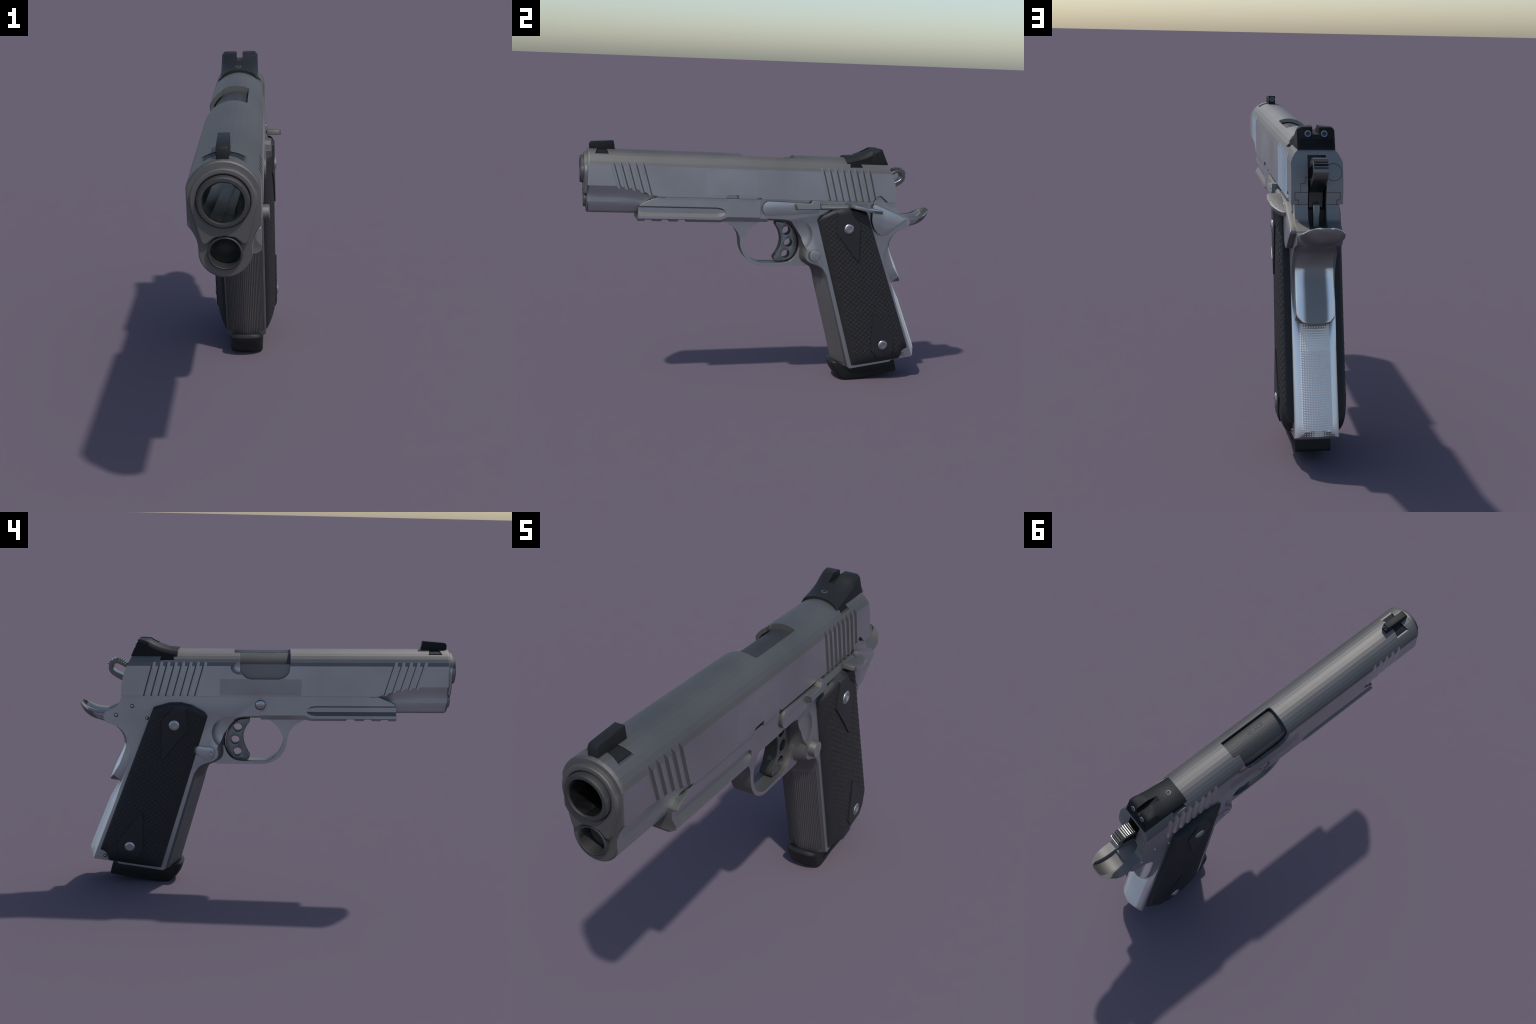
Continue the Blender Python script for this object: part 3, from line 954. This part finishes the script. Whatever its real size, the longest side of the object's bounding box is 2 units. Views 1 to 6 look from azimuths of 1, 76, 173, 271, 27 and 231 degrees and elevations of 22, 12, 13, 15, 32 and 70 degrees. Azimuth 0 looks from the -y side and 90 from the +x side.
catch_cut = [(0.25, 0.790), (0.330, 0.793), (0.346, 0.7965), (0.361, 0.7915), (0.3722, 0.778), (0.3722, 0.7595), (0.363, 0.7405), (0.345, 0.7345), (0.324, 0.725), (0.25, 0.70)]
SC = []
for side in (1, -1):
    def slab(ns, nt, textured, extra):
        bm = bmesh.new()
        gridf, gridb = [], []
        for i in range(ns + 1):
            rf, rb = [], []
            for j in range(nt + 1):
                s, t = i / ns, j / nt
                if textured:
                    t = 0.5 - 0.5 * cos(pi * t) * (1 - 0.35 * sin(pi * t) ** 2) if False else t
                y, z, ln = panel_point(s, t)
                x = panel_height(s, t, ln) + extra
                if textured:
                    x += scales(y, z, s, t, ln)
                    if side < 0 and in_poly((y, z), catch_cut):
                        x = 0.082
                lh = W1(y, z)
                rf.append(bm.verts.new((side * x, *lh)))
                rb.append(bm.verts.new((side * 0.078, *lh)))
            gridf.append(rf)
            gridb.append(rb)
        for G in (gridf, gridb):
            for i in range(ns):
                for j in range(nt):
                    bm.faces.new((G[i][j], G[i][j + 1], G[i + 1][j + 1], G[i + 1][j]))
        for j in range(nt):
            bm.faces.new((gridf[0][j], gridf[0][j + 1], gridb[0][j + 1], gridb[0][j]))
            bm.faces.new((gridf[ns][j], gridf[ns][j + 1], gridb[ns][j + 1], gridb[ns][j]))
        for i in range(ns):
            bm.faces.new((gridf[i][0], gridf[i + 1][0], gridb[i + 1][0], gridb[i][0]))
            bm.faces.new((gridf[i][nt], gridf[i + 1][nt], gridb[i + 1][nt], gridb[i][nt]))
        return mesh_obj(bm)

    GRIP = finish(slab(330, 150, True, 0.0), 'grip_panel', M_GRIP, sharp=60)
    for poly in (((0.468, 1.019), (0.413, 1.017), (0.404, 0.890), (0.5435, 0.717), (0.542, 0.931)),
                 ((0.6485, 0.4245), (0.647, 0.200), (0.697, 0.1445), (0.784, 0.152), (0.783, 0.259))):
        pl_ = prism(W(*poly), side * 0.095, side * 0.20)
        boolean(pl_, [slab(60, 36, False, 0.0064)], 'INTERSECT')
        chamfer(pl_, 0.0012, 1, 50)
        finish(pl_, 'grip_plate', M_PLATE, GRIP, sharp=30)
    for y, z in ((0.4765, 0.9115), (0.720, 0.225)):
        l, h = W1(y, z)
        g = tube((side * 0.132, l, h), (side, 0, 0),
                 [(-0.01, 0.0295), (0.0085, 0.0295), (0.0125, 0.0278), (0.0152, 0.0240), (0.0164, 0.0185), (0.0164, 0.0176), (0.004, 0.0175), (-0.01, 0.0175)], 36)
        finish(g, 'grip_screw', M_SCREW, GRIP, sharp=45)
        hexo = [(0.0166 * cos(radians(60 * k + 10)), 0.0166 * sin(radians(60 * k + 10))) for k in range(6)]
        ring_out = [(0.0182 * cos(radians(10 * k + 10)), 0.0182 * sin(radians(10 * k + 10))) for k in range(36)]
        hex36 = [(lerp(hexo[k // 6][0], hexo[(k // 6 + 1) % 6][0], (k % 6) / 6), lerp(hexo[k // 6][1], hexo[(k // 6 + 1) % 6][1], (k % 6) / 6)) for k in range(36)]
        b = loft([[(side * 0.138, l + a, h + c) for a, c in ring_out], [(side * 0.1486, l + a, h + c) for a, c in ring_out],
                  [(side * 0.1486, l + a, h + c) for a, c in hex36], [(side * 0.1442, l + a * 0.97, h + c * 0.97) for a, c in hex36]])
        finish(b, 'grip_screw_socket', M_SCREW, GRIP, sharp=20)

# ==================================================================== MAGAZINE
mo = W((0.824, 0.113), (0.8405, 0.047), (0.835, 0.0385), (0.560, 0.003), (0.527, 0.004), (0.512, 0.014), (0.500, 0.033), (0.487, 0.061), (0.470, 0.098),
       (0.480, 0.102), (0.530, 0.076), (0.545, 0.074), (0.600, 0.080))
mi = W((0.824, 0.113), (0.8405, 0.047), (0.835, 0.0385), (0.548, -0.0005), (0.505, 0.0025), (0.484, 0.012), (0.466, 0.033), (0.447, 0.061), (0.4335, 0.103),
       (0.441, 0.118), (0.452, 0.118), (0.470, 0.099), (0.600, 0.080))
b = sliced(mo, mi, 0.0730, 14, 2.6)
chamfer(b, 0.0025, 2, 40)
MAG = finish(b, 'magazine_base', M_POLY, sharp=28)
finish(prism(W((0.56, 0.10), (0.56, 0.062), (0.80, 0.0935), (0.80, 0.13)), -0.070, 0.070), 'magazine_body', M_DARK, MAG)
slope = math.atan2(0.045, 0.315)
for side in (1, -1):
    def on_base(u, v, w):
        # text runs forward on the right side, rearward on the left
        d = Vector((-side * 0, 0))
        if side < 0:
            y, z = 0.792 - u * cos(slope) + v * sin(slope) * -1, 0.058 - u * sin(slope) + v * cos(slope)
        else:
            y, z = 0.548 + u * cos(slope) - v * sin(slope), 0.0215 + u * sin(slope) + v * cos(slope)
        return (side * (0.0728 + w), *W1(y, z))
    t = lettering('WILSON COMBAT', 0.0315, on_base, 0.0016)
    finish(t, 'base_lettering', M_POLY, MAG, kind='stuff')
